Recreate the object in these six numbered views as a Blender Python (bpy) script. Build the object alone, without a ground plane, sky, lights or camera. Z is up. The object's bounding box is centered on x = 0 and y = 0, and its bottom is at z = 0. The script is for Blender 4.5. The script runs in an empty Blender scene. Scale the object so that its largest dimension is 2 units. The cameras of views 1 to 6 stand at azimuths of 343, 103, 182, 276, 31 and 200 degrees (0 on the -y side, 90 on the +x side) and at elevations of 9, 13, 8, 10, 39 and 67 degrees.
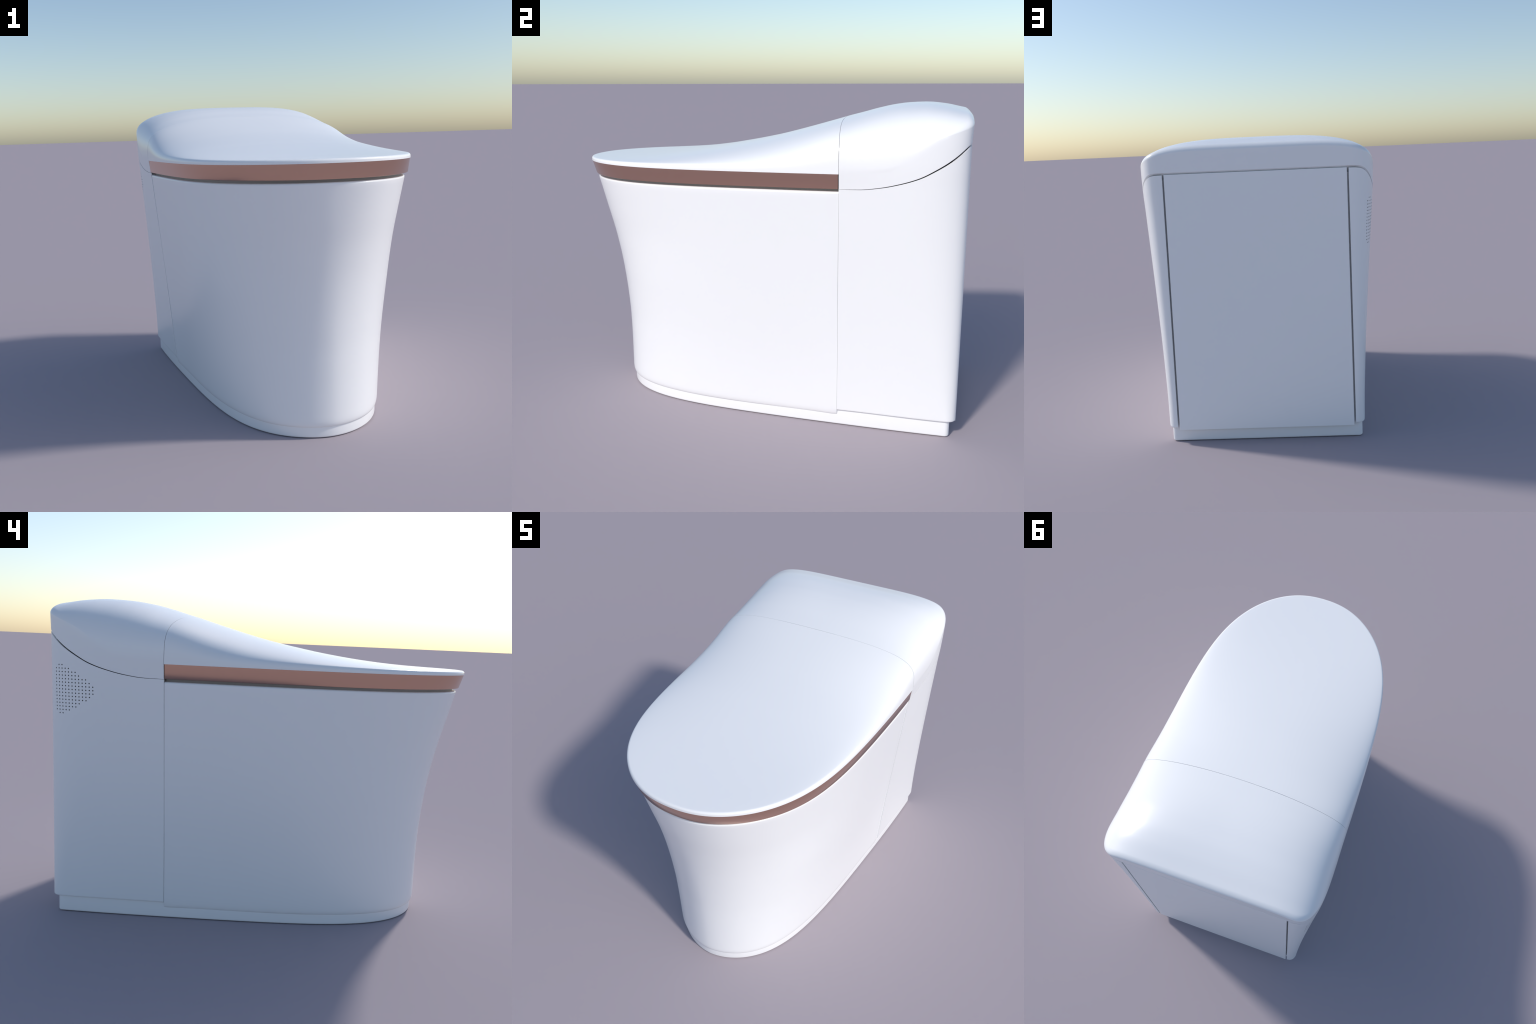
import bpy, bmesh, math
import numpy as np

# ------------------------------------------------------------------ helpers
class Curve:
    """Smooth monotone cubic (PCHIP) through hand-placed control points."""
    def __init__(self, pts):
        p = np.array(sorted(pts), float)
        x, y = p[:, 0], p[:, 1]
        h = np.diff(x); s = np.diff(y) / h
        m = np.zeros_like(x)
        for i in range(1, len(x) - 1):
            if s[i - 1] * s[i] > 0:
                w1, w2 = 2 * h[i] + h[i - 1], h[i] + 2 * h[i - 1]
                m[i] = (w1 + w2) / (w1 / s[i - 1] + w2 / s[i])
        m[0], m[-1] = s[0], s[-1]
        self.x, self.y, self.m = x, y, m

    def __call__(self, v):
        v = np.asarray(v, float)
        x, y, m = self.x, self.y, self.m
        c = np.clip(v, x[0], x[-1])
        i = np.clip(np.searchsorted(x, c, side='right') - 1, 0, len(x) - 2)
        h = x[i + 1] - x[i]; t = (c - x[i]) / h
        r = ((2*t**3 - 3*t**2 + 1) * y[i] + (t**3 - 2*t**2 + t) * h * m[i]
             + (-2*t**3 + 3*t**2) * y[i + 1] + (t**3 - t**2) * h * m[i + 1])
        r = r + np.where(v > x[-1], (v - x[-1]) * m[-1], 0) + np.where(v < x[0], (v - x[0]) * m[0], 0)
        return r

def smooth(a, b, v):
    t = np.clip((np.asarray(v, float) - a) / (b - a), 0, 1)
    return t * t * (3 - 2 * t)

ROOT = None
def make_object(name, verts, faces, material, angle=35, merge=1e-5):
    me = bpy.data.meshes.new(name)
    me.from_pydata([tuple(map(float, v)) for v in verts], [], faces)
    bm = bmesh.new(); bm.from_mesh(me)
    bmesh.ops.remove_doubles(bm, verts=bm.verts, dist=merge)
    bmesh.ops.dissolve_degenerate(bm, dist=1e-6, edges=bm.edges)
    bmesh.ops.recalc_face_normals(bm, faces=bm.faces)
    for f in bm.faces: f.smooth = True
    for e in bm.edges:
        if len(e.link_faces) == 2 and e.calc_face_angle(0) > math.radians(angle):
            e.smooth = False
    bm.to_mesh(me); bm.free()
    me.materials.append(material)
    ob = bpy.data.objects.new(name, me)
    bpy.context.scene.collection.objects.link(ob)
    ob.parent = ROOT
    return ob

def grid_faces(nr, nc, base=0, wrap=False):
    f = []
    for r in range(nr - 1):
        for c in range(nc if wrap else nc - 1):
            d = (c + 1) % nc
            f.append((base + r*nc + c, base + r*nc + d, base + (r+1)*nc + d, base + (r+1)*nc + c))
    return f

def loft_rings(rings):
    """Closed solid from a stack of mirror-symmetric closed rings; ends capped across the mirror plane."""
    n = len(rings[0])
    v = np.concatenate(rings)
    f = grid_faces(len(rings), n, wrap=True)
    for base in (0, (len(rings) - 1) * n):
        for i in range(n // 2 - 1):
            f.append((base + i, base + i + 1, base + n - 2 - i, base + n - 1 - i))
    return v, f

def inset_ring(xy, d):
    """Move a closed plan ring (n,2) inwards by d along its plan normals."""
    nx, pv = np.roll(xy, -1, 0), np.roll(xy, 1, 0)
    a = xy - pv; b = nx - xy
    a /= np.linalg.norm(a, axis=1, keepdims=True) + 1e-12
    b /= np.linalg.norm(b, axis=1, keepdims=True) + 1e-12
    t = a + b; t /= np.linalg.norm(t, axis=1, keepdims=True) + 1e-12
    nrm = np.stack([-t[:, 1], t[:, 0]], 1)
    area = 0.5 * np.sum(xy[:, 0]*nx[:, 1] - nx[:, 0]*xy[:, 1])
    return xy + nrm * d * (1 if area > 0 else -1)

# ---------------------------------------------------------------- materials
def base_material(name):
    m = bpy.data.materials.new(name); m.use_nodes = True
    nt = m.node_tree
    return m, nt, nt.nodes['Principled BSDF']

def ceramic(name, colour, rough):
    m, nt, b = base_material(name)
    tc = nt.nodes.new('ShaderNodeTexCoord')
    nz = nt.nodes.new('ShaderNodeTexNoise'); nz.inputs['Scale'].default_value = 3.0
    ramp = nt.nodes.new('ShaderNodeValToRGB')
    ramp.color_ramp.elements[0].color = (*[c * 0.99 for c in colour], 1)
    ramp.color_ramp.elements[1].color = (*colour, 1)
    nt.links.new(tc.outputs['Object'], nz.inputs['Vector'])
    nt.links.new(nz.outputs['Fac'], ramp.inputs['Fac'])
    nt.links.new(ramp.outputs['Color'], b.inputs['Base Color'])
    b.inputs['Roughness'].default_value = rough
    b.inputs['IOR'].default_value = 1.5
    return m

WHITE = ceramic('white_gloss', (0.955, 0.955, 0.955), 0.27)
SHADE_DARKENED = ceramic('white_darkened_for_shade', (0.30, 0.30, 0.29), 0.5)  # base colour darkened to the shadow seen in the gap under the band
COPPER, _nt, _b = base_material('rose_gold_metal')
_b.inputs['Base Color'].default_value = (0.69, 0.435, 0.325, 1)
_b.inputs['Metallic'].default_value = 1.0
_b.inputs['Roughness'].default_value = 0.2

# ------------------------------------------------------- the governing lines
REAR = 1.0          # back plane
SEAM = 0.425        # where the lid and bowl meet the rear housing

# plan outlines, given as half width against y, nose first
def plan(pts):
    """half width as a smooth polynomial of phi = sqrt((y-nose)/(end-nose)); finite slope at the round nose"""
    nose, end = pts[0][1], pts[-1][1]
    phi = np.array([math.sqrt((y - nose) / (end - nose)) for x, y in pts]); x = np.array([p[0] for p in pts])
    deg = 6
    w = np.ones(len(phi)); w[-1] = 6
    A = np.stack([phi**k for k in range(1, deg + 1)], 1)
    c = np.linalg.lstsq(A * w[:, None], x * w, rcond=None)[0]
    return (lambda q: sum(c[k] * np.asarray(q, float)**(k + 1) for k in range(deg))), nose, end

LID_PLAN = plan([(0, -1.0), (.12, -.987), (.235, -.941), (.35, -.852), (.455, -.707), (.519, -.545),
                 (.557, -.360), (.576, -.16), (.585, 0), (.591, .2), (.594, SEAM)])
LIP_INSET = Curve([(0, .032), (.3, .0305), (.45, .0265), (.6, .020), (.8, .0155), (1.0, .014)])   # bowl lip behind the lid edge
BOWL_LOW = plan([(0, -.833), (.102, -.813), (.218, -.749), (.279, -.677), (.354, -.535), (.396, -.418),
                 (.418, -.3), (.438, -.155), (.451, 0), (.464, .15), (.475, .29), (.486, SEAM)])
PLINTH = plan([(0, -.821), (.1, -.801), (.211, -.739), (.268, -.67), (.343, -.535), (.385, -.418),
               (.407, -.3), (.427, -.155), (.440, 0), (.459, .2), (.477, .42), (.4845, .6), (.491, .78), (.497, .967)])

# side wall of the rear housing: half width against height, near the seam and near the back
WALL_SEAM = Curve([(.06, .485), (.331, .505), (.519, .520), (.669, .533), (.835, .548), (.999, .564),
                   (1.12, .575), (1.19, .582), (1.28, .594), (1.40, .602)])
WALL_BACK = Curve([(.06, .509), (.21, .515), (.49, .532), (.79, .556), (1.06, .580), (1.19, .591), (1.32, .600),
                   (1.43, .602), (1.52, .602)])
# the back corner is a superellipse quarter: its reach across (x) and along (y) grows with height
def CORNER_X(z): return WALL_BACK(z) - .4630
CORNER_Y = Curve([(.05, .045), (.4, .120), (.8, .220), (1.1, .300), (1.35, .350), (1.55, .350)])
CORNER_N = Curve([(.05, 2.2), (.6, 2.6), (1.15, 2.8), (1.4, 3.1), (1.55, 3.1)])

def wall_x(y, z):
    k = smooth(SEAM - .1, REAR - .75 * CORNER_Y(z), y)
    return WALL_SEAM(z) * (1 - k) + WALL_BACK(z) * k

def wall_half(y, z):
    """half width of the housing at (y, z) including the rounded back corner"""
    a, b, n = CORNER_X(z), CORNER_Y(z), CORNER_N(z)
    u = np.clip((np.asarray(y) - (REAR - b)) / b, 0, 1)
    return wall_x(y, z) - a + a * np.maximum(1 - u**n, 0)**(1 / n)

# seam under the cover and crease where its flank turns into the top (height against y)
SEAM_Z = Curve([(.425, 1.190), (.52, 1.192), (.61, 1.203), (.695, 1.222), (.78, 1.250), (.845, 1.284),
                (.91, 1.325), (.95, 1.357), (.975, 1.380), (.99, 1.393), (1.0, 1.399)])
CREASE_Z = Curve([(.425, 1.280), (.52, 1.284), (.61, 1.296), (.70, 1.315), (.78, 1.341), (.822, 1.362),
                  (.886, 1.404), (.929, 1.438), (.957, 1.462), (.985, 1.489), (1.0, 1.500)])
LID_EDGE_Z = Curve([(-1.0, 1.2665), (-.4, 1.267), (0, 1.270), (.2, 1.274), (.425, 1.280)])
CROWN = Curve([(-1.0, 1.2805), (-.9, 1.2822), (-.756, 1.287), (-.6, 1.297), (-.458, 1.310), (-.28, 1.333),
               (-.169, 1.352), (-.064, 1.372), (.038, 1.394), (.14, 1.420), (.228, 1.444), (.331, 1.473),
               (.40, 1.493), (.469, 1.511), (.546, 1.532), (.632, 1.550), (.70, 1.558), (.78, 1.5605),
               (.87, 1.552), (.95, 1.535), (1.0, 1.524)])

def dome(t):
    return np.maximum(1 - np.abs(t)**2.2, 0)**(1 / 3.6)

def seam_y(x):
    """the lid/cover seam bows forward over the crown"""
    return SEAM - 0.034 * np.maximum(1 - (np.asarray(x) / .594)**2, 0)

# --------------------------------------------------------------------- root
ROOT = bpy.data.objects.new('toilet', None)
bpy.context.scene.collection.objects.link(ROOT)
ROOT['label'] = 'white one-piece smart toilet with swooping lid and rose gold band'
ROOT['category'] = 'toilet'

# ------------------------------------------------------------ bowl and plinth
NOSE_BLEND = Curve([(0, 0), (.15, -.005), (.285, .012), (.41, .075), (.57, .22), (.717, .435), (.863, .725), (1, 1)])
SIDE_BLEND = Curve([(0, 0), (.25, .215), (.5, .475), (.75, .74), (1, 1)])
BOWL_Z0, BOWL_Z1 = .052, 1.176

def bowl_ring(z, inset=0.0):
    u = (z - .07) / (1.176 - .07)
    phi = np.linspace(0, 1, 90)
    end = SEAM - .0006
    cL, nL, _ = LID_PLAN
    lx, ly = cL(phi), nL + (end - nL) * phi**2
    tx, ty = np.gradient(lx, phi), np.gradient(ly, phi); tx[0], ty[0] = 1, 0
    ln = np.hypot(tx, ty); ins = LIP_INSET(phi)
    xT, yT = lx - ins * ty / ln, ly + ins * tx / ln
    yT[-1] = end
    cB, nB, _ = BOWL_LOW
    xB, yB = cB(phi), nB + (end - nB) * phi**2
    k = smooth(0, .55, phi) * (1 - .35 * smooth(.5, .9, u) * (1 - smooth(.45, .8, phi)))
    f = NOSE_BLEND(u) * (1 - k) + SIDE_BLEND(u) * k
    x = xB + (xT - xB) * f
    y = yB + (yT - yB) * NOSE_BLEND(u)
    x[0] = 0
    # soft vertical edge beside the housing
    x = x - .0015 * smooth(end - .004, end, y)**2
    right = np.stack([x, y], 1)[::-1]
    left = np.stack([-x, y], 1)[1:]
    xy = np.concatenate([right, left])
    if len(xy) % 2: xy = np.concatenate([xy[:90], xy[89:]])   # even count: doubled nose point
    if inset:
        core = np.concatenate([xy[:90], xy[91:]])
        core = inset_ring(core, inset)
        xy = np.concatenate([core[:90], core[89:]])
        xy[89:91, 0] = 0
        xy[0] = (xy[1][0] - .0005, end); xy[-1] = (-xy[0][0], end)
    return np.column_stack([xy, np.full(len(xy), z)])

rings = []
for a in np.linspace(0, 1, 6):                       # rounded foot
    rings.append(bowl_ring(BOWL_Z0 + .034 * (1 - math.cos(a * math.pi / 2)), .009 * (1 - math.sin(a * math.pi / 2))))
for z in np.linspace(.10, 1.167, 60): rings.append(bowl_ring(z))
for a in np.linspace(0.15, 1, 6):                    # rounded lip
    b = a * math.pi / 2
    rings.append(bowl_ring(1.167 + .011 * math.sin(b), .012 * (1 - math.cos(b)) + 1e-4))
rings.append(bowl_ring(1.1785, .02))
v, f = loft_rings(rings)
make_object('bowl', v, f, WHITE, 50)

def plinth_ring(z, inset):
    c, nose, end = PLINTH
    phi = np.linspace(0, 1, 100)
    y = nose + (end - nose) * phi**2
    x = c(phi); x[0] = 0
    R = .022
    d = np.clip(y - (end - R), 0, R)
    x = x - R + np.sqrt(np.maximum(R*R - d*d, 0))
    x[0] = 0
    front = y < end - R
    a = np.linspace(0, math.pi / 2, 9)
    cx = float(c(1.0)) - R
    right = np.concatenate([np.stack([x[front], y[front]], 1),
                            np.stack([cx + R*np.cos(a), end - R + R*np.sin(a)], 1)])
    right[0, 0] = 0
    core = np.concatenate([right[::-1], (right * [-1, 1])[1:]])
    core = inset_ring(core, inset) if inset else core
    n = len(right)
    xy = np.concatenate([core[:n], core[n-1:]])
    xy[n-1:n+1, 0] = 0
    return np.column_stack([xy, np.full(len(xy), z)])

v, f = loft_rings([plinth_ring(0, .006), plinth_ring(.0015, .0025), plinth_ring(.005, .0005), plinth_ring(.008, 0), plinth_ring(.05, 0), plinth_ring(.10, 0)])
make_object('plinth', v, f, WHITE, 50)

# ------------------------------------------------------------ rear housing
GAP = Curve([(.425, .0012), (.6, .003), (.85, .006), (1.0, .009)])
PANEL_X = .4525
def side_outline(z):
    """plan line of one housing side: front edge, along the flank, round the corner, to the panel groove"""
    b = float(CORNER_Y(z)); n = float(CORNER_N(z)); cx = float(CORNER_X(z))
    ys = np.linspace(SEAM + .0006, REAR - b, 40)
    line = np.stack([wall_x(ys, z), ys], 1)
    th = np.linspace(0, math.pi/2, 44)[1:]
    ya = REAR - b + b * np.sin(th)**(2 / n)
    xa = wall_x(ya, z) - cx + cx * np.cos(th)**(2 / n)
    arc = np.stack([xa, ya], 1)
    bx = np.linspace(xa[-1], PANEL_X + .009, 7)[1:]
    back = np.stack([bx, np.full_like(bx, REAR)], 1)
    out = np.concatenate([line, arc, back])
    out[:, 1] -= .0045 * smooth(.75, 1.0, out[:, 1])
    return out

nz = 64
zs = np.linspace(0, 1, nz)
def side_solid(sign):
    # parametrise rows by fraction up to the local seam height so that the top edge follows the seam
    top_y = side_outline(1.25)[:, 1]
    ztop = SEAM_Z(top_y) - GAP(top_y)
    for _ in range(4):                                  # let the top edge follow the seam at its own height
        top_y = np.array([side_outline(ztop[c])[c, 1] for c in range(len(top_y))])
        ztop = SEAM_Z(top_y) - GAP(top_y)
    n = len(top_y)
    z0 = .080
    outer = np.zeros((nz + 4, n, 3))
    levels = [z0, z0 + .0012, z0 + .004, z0 + .008]
    for r in range(nz + 4):
        if r < 4:
            zz = np.full(n, levels[r]); ins = (.006, .0025, .0006, 0)[r]
        else:
            zz = (z0 + .012) + (ztop - (z0 + .012)) * zs[r - 4]; ins = 0
        # evaluate the outline at each column's own height
        xy = np.zeros((n, 2))
        zl = np.linspace(zz.min(), zz.max() + 1e-6, 14)
        tab = np.stack([side_outline(q) for q in zl])           # (14,n,2)
        for c in range(n):
            xy[c, 0] = np.interp(zz[c], zl, tab[:, c, 0]); xy[c, 1] = np.interp(zz[c], zl, tab[:, c, 1])
        if ins:
            d = np.gradient(xy, axis=0); d /= np.linalg.norm(d, axis=1, keepdims=True)
            xy = xy + np.stack([-d[:, 1], d[:, 0]], 1) * ins
        outer[r] = np.column_stack([xy, zz])
    # inner skin: offset towards the inside
    d = np.gradient(outer[:, :, :2], axis=1); d /= np.linalg.norm(d, axis=2, keepdims=True)
    inner = outer.copy()
    inner[:, :, 0] -= d[:, :, 1] * .007; inner[:, :, 1] += d[:, :, 0] * .007
    inner[:, 0, 1] = outer[:, 0, 1]; inner[:, -1, 0] = outer[:, -1, 0]
    R, C = outer.shape[:2]
    v = np.concatenate([outer.reshape(-1, 3), inner.reshape(-1, 3)])
    v[:, 0] *= sign
    f = grid_faces(R, C) + grid_faces(R, C, R*C)
    o = R*C
    for r in range(R - 1):
        for c in (0, C - 1):
            f.append((r*C + c, (r+1)*C + c, o + (r+1)*C + c, o + r*C + c))
    for c in range(C - 1):
        for r in (0, R - 1):
            f.append((r*C + c, r*C + c + 1, o + r*C + c + 1, o + r*C + c))
    return v, f

sides = []
for sign in (1, -1):
    v, f = side_solid(sign)
    sides.append(make_object('side_panel', v, f, WHITE, 40))

# speaker/vent perforation: triangle of small holes in one flank (viewer's left when facing the front)
HALF = [6, 7, 7, 6, 6, 5, 5, 4, 3, 3, 2, 1]
bm = bmesh.new()
for c, h in enumerate(HALF):
    y = .951 - .01722 * c
    for r in range(-h, h + 1):
        z = 1.1200 + .0162 * r
        x = -float(wall_half(y, z))
        nrm = np.array([-1.0, 0, 0])
        e = .002
        gy = (float(wall_half(y + e, z)) - float(wall_half(y - e, z))) / (2 * e)
        nrm = np.array([-1.0, -gy, 0]); nrm /= np.linalg.norm(nrm)
        p = np.array([x, y, z]); a = p + nrm * .004; b = p - nrm * .0055
        s = np.array([nrm[1], -nrm[0], 0]); ring = []
        for q in (a, b):
            ring.append([bm.verts.new(q + .0034 * (math.cos(k*math.pi/4) * s + math.sin(k*math.pi/4) * np.array([0, 0, 1]))) for k in range(8)])
        for k in range(8):
            bm.faces.new((ring[0][k], ring[0][(k+1) % 8], ring[1][(k+1) % 8], ring[1][k]))
        bm.faces.new(ring[0][::-1]); bm.faces.new(ring[1])
bmesh.ops.recalc_face_normals(bm, faces=bm.faces)
me = bpy.data.meshes.new('hole_cutter'); bm.to_mesh(me); bm.free()
me.materials.append(SHADE_DARKENED)  # hole linings tinted grey for the shade inside the white panel's holes
cutter = bpy.data.objects.new('hole_cutter', me)
bpy.context.scene.collection.objects.link(cutter)
side = sides[1]
mod = side.modifiers.new('holes', 'BOOLEAN'); mod.operation = 'DIFFERENCE'; mod.object = cutter; mod.solver = 'EXACT'
mod.material_mode = 'TRANSFER'
dg = bpy.context.evaluated_depsgraph_get()
new = bpy.data.meshes.new_from_object(side.evaluated_get(dg))
side.modifiers.clear(); old = side.data; side.data = new; bpy.data.meshes.remove(old)
bm = bmesh.new(); bm.from_mesh(side.data)
for fc in bm.faces: fc.smooth = True
for e in bm.edges:
    e.smooth = not (len(e.link_faces) == 2 and e.calc_face_angle(0) > math.radians(40))
bm.to_mesh(side.data); bm.free()
bpy.data.objects.remove(cutter)

def block(name, x0, x1, y0, y1, z0, z1, mat, bevel=0.0):
    me = bpy.data.meshes.new(name); bm = bmesh.new()
    bmesh.ops.create_cube(bm, size=1)
    for vtx in bm.verts:
        vtx.co = ((x0+x1)/2 + vtx.co.x*(x1-x0), (y0+y1)/2 + vtx.co.y*(y1-y0), (z0+z1)/2 + vtx.co.z*(z1-z0))
    if bevel:
        bmesh.ops.bevel(bm, geom=bm.edges[:], offset=bevel, segments=3, affect='EDGES', profile=.5)
    bm.to_mesh(me); bm.free(); me.materials.append(mat)
    ob = bpy.data.objects.new(name, me); bpy.context.scene.collection.objects.link(ob); ob.parent = ROOT
    return ob

block('back_panel', -PANEL_X, PANEL_X, .984, REAR - .0045, .068, float(SEAM_Z(1.0)) - .0095, WHITE, .0015)
block('inner_frame', -.40, .40, .50, .90, .06, 1.15, WHITE)
block('back_frame', -.475, .475, .915, .968, .09, 1.366, WHITE)

# -------------------------------------------------------------- rear cover
edge = 1 - (1 - np.linspace(0, 1, 60))**2.6            # columns crowd towards the flanks
tcol = np.concatenate([-edge[::-1], edge[1:]])
rowk = np.concatenate([np.linspace(0, .86, 40), .86 + .14 * (1 - (1 - np.linspace(0, 1, 36)[1:])**2.4)])
BACK_R, BACK_DROP = .029, .024
# the cover's cross-section along y: base height and superellipse powers
FLANK_Z = Curve([(.425, 1.280), (.5, 1.279), (.6, 1.280), (.75, 1.306), (.86, 1.346), (.93, 1.353), (1.0, 1.362)])
FLANK_P = Curve([(.425, 2.2), (.5, 2.4), (.6, 2.75), (.75, 3.35), (.86, 4.2), (.93, 5.0), (1.0, 5.8)])
FLANK_E = Curve([(.425, .278), (.5, .295), (.6, .312), (.75, .330), (.86, .370), (1.0, .400)])
def cover_height(x, y):
    """free top surface: superellipse section that gets squarer towards the back, then the back-edge fillet"""
    zc = FLANK_Z(y)
    w = wall_x(y, CREASE_Z(y))
    t = np.clip(np.abs(x) / w, 0, 1)
    z = zc + (CROWN(y) - zc) * np.maximum(1 - t**FLANK_P(y), 0)**FLANK_E(y)
    a, b, n = 0.139, .35, 3.1
    u = np.clip((y - (REAR - b)) / b, 0, 1); v = np.clip((np.abs(x) - (w - a)) / a, 0, 1)
    rho = (u**n + v**n)**(1 / n)                       # 1 on the wall line
    g = np.clip(1 - (1 - rho) * b / BACK_R, 0, 1)
    turn = u**n / np.maximum(u**n + v**n, 1e-9)        # 1 on the back, 0 on the flank
    return z - BACK_DROP * turn**1.2 * (1 - np.sqrt(1 - g*g))
def cover_solid():
    top = np.zeros((len(rowk), len(tcol), 3))
    for r, k in enumerate(rowk):
        y0 = SEAM + .0008
        yy = y0 + (REAR - y0) * k
        w = wall_half(yy, CREASE_Z(yy))
        x = tcol * w
        y = yy + (seam_y(x) - SEAM) * (1 - smooth(0, .35, k))
        top[r] = np.column_stack([x, y, cover_height(x, y)])
    R, C = top.shape[:2]
    verts = [top.reshape(-1, 3)]; faces = grid_faces(R, C)
    # border walked from the right front corner along the flank, across the back, to the left front corner
    idx = [r*C + C - 1 for r in range(R)] + [(R-1)*C + c for c in range(C - 2, -1, -1)] + [r*C for r in range(R - 2, -1, -1)]
    b = verts[0][idx]
    off = R*C; n = len(idx); m = 10
    wall = []
    for j in range(1, m + 1):
        a = j / m
        zlow = SEAM_Z(b[:, 1]); z = b[:, 2] + (zlow - b[:, 2]) * a
        sgn = np.sign(b[:, 0])
        on_back = np.abs(b[:, 1] - REAR) < 1e-4
        x = np.where(on_back, b[:, 0], sgn * wall_half(b[:, 1], z))
        wall.append(np.column_stack([x, b[:, 1] - .0035 * a * smooth(.75, 1.0, b[:, 1]), z]))
    verts += wall
    prev = idx
    for j in range(m):
        cur = list(range(off + j*n, off + (j+1)*n))
        for i in range(n - 1): faces.append((prev[i], prev[i+1], cur[i+1], cur[i]))
        prev = cur
    # underside: bridge the two flanks row by row, then the back edge
    for i in range(n // 2):
        if i < n - 2 - i: faces.append((prev[i], prev[i+1], prev[n-2-i], prev[n-1-i]))
    # front face
    fr = [c for c in range(C)]
    left_chain = [0] + [off + j*n + n - 1 for j in range(m)]
    right_chain = [C - 1] + [off + j*n for j in range(m)]
    faces.append(tuple(fr + right_chain[1:] + left_chain[:0:-1]))
    return np.concatenate(verts), faces
v, f = cover_solid()
make_object('rear_cover', v, f, WHITE, 50)

# --------------------------------------------------------------------- lid
LID_BOTTOM = 1.2585
def lid_outline(n=150):
    c, nose, end = LID_PLAN
    phi = np.linspace(0, 1, n)
    y = nose + (end - nose) * phi**2
    x = c(phi); x[0] = 0
    return x, y
HUB = -.20
def lid_solid():
    x, y = lid_outline()
    ox = np.concatenate([x[::-1], -x[1:]]); oy = np.concatenate([y[::-1], y[1:]])
    n = len(ox)
    hub = np.maximum(oy, HUB)
    tr = 1 - (1 - np.linspace(0, 1, 56))**2.8
    top = np.zeros((len(tr), n, 3))
    for r, t in enumerate(tr):
        px = ox * t; py = hub + (oy - hub) * t
        span = np.hypot(ox, oy - hub)
        zc = LID_EDGE_Z(oy)
        crown = CROWN(py)
        d = (1 - t) * span
        rad = .011
        crisp = np.where(d < rad, np.sqrt(np.maximum(1 - (1 - np.minimum(d, rad) / rad)**2, 0)), 1.0)
        # crisp rounded rim with an almost flat top in front, soft dome towards the seam
        rim = .0105
        front = zc + rim * crisp + np.maximum(crown - zc - rim, 0) * (1 - t**2.2)**(1/1.8)
        rear = zc + (crown - zc) * dome(t)**(1 + .22 * (1 - smooth(.15, .42, oy)))
        k = smooth(-.1, .43, oy)
        z = front * (1 - k) + rear * k
        bow = (seam_y(px) - SEAM) * smooth(.10, SEAM, py)
        py2 = py + bow
        z = z + (CROWN(py2) - CROWN(py)) * dome(t)
        top[r] = np.column_stack([px, py2 - .0008 * smooth(SEAM - .01, SEAM, py), z])
    R, C = top.shape[:2]
    v = top.reshape(-1, 3)
    f = grid_faces(R, C)
    b = top[-1]
    low1 = b.copy(); low1[:, 2] = LID_BOTTOM + .002
    low2 = b.copy(); low2[:, 2] = LID_BOTTOM
    xy = np.concatenate([b[:, :2]])
    verts = np.concatenate([v, low1, low2])
    o = R*C
    last = [(R-1)*C + i for i in range(C)]
    l1 = [o + i for i in range(C)]; l2 = [o + C + i for i in range(C)]
    for a, bb in ((last, l1), (l1, l2)):
        for i in range(C - 1): f.append((a[i], a[i+1], bb[i+1], bb[i]))
    for i in range(C // 2):
        if i < C - 2 - i: f.append((l2[i], l2[i+1], l2[C-2-i], l2[C-1-i]))
    rear = [r*C for r in range(R)] + [l1[0], l2[0], l2[-1], l1[-1]] + [r*C + C - 1 for r in range(R - 1, 0, -1)]
    f.append(tuple(rear))
    return verts, f
v, f = lid_solid()
make_object('lid', v, f, WHITE, 50)

# ------------------------------------------------ rose gold band and seat ring
def band_ring(z, front_in, side_in, end):
    x, y = lid_outline(120)
    k = smooth(.15, .6, np.linspace(0, 1, 120))
    ins = front_in * (1 - k) + side_in * k
    right = np.stack([x, y], 1)[::-1]
    core = np.concatenate([right, (right[::-1] * [-1, 1])[1:]])
    insf = np.concatenate([ins[::-1], ins[1:]])[:, None]
    moved = inset_ring(core, 1.0)
    core = core + (moved - core) * insf
    core[0] = (right[0][0] - side_in, 0); core[-1] = (-core[0][0], 0)
    core[0, 1] = core[-1, 1] = SEAM
    core[:, 1] = np.minimum(core[:, 1], end)
    xy = np.concatenate([core[:120], core[119:]])
    xy[119:121, 0] = 0
    return np.column_stack([xy, np.full(len(xy), z)])

v, f = loft_rings([band_ring(1.191, .026, .013, SEAM - .003), band_ring(1.1915, .0235, .0105, SEAM - .003),
                   band_ring(1.1935, .0215, .0090, SEAM - .003), band_ring(1.2583, .001, .0030, SEAM - .003)])
make_object('trim_band', v, f, COPPER, 40)
v, f = loft_rings([band_ring(1.168, .054, .038, SEAM - .004), band_ring(1.1912, .054, .038, SEAM - .004)])
make_object('seat', v, f, SHADE_DARKENED, 40)
block('gap_end_block', -.571, .571, .4232, .480, 1.160, 1.1885, SHADE_DARKENED)  # grey block closing the rear end of the gap under the band
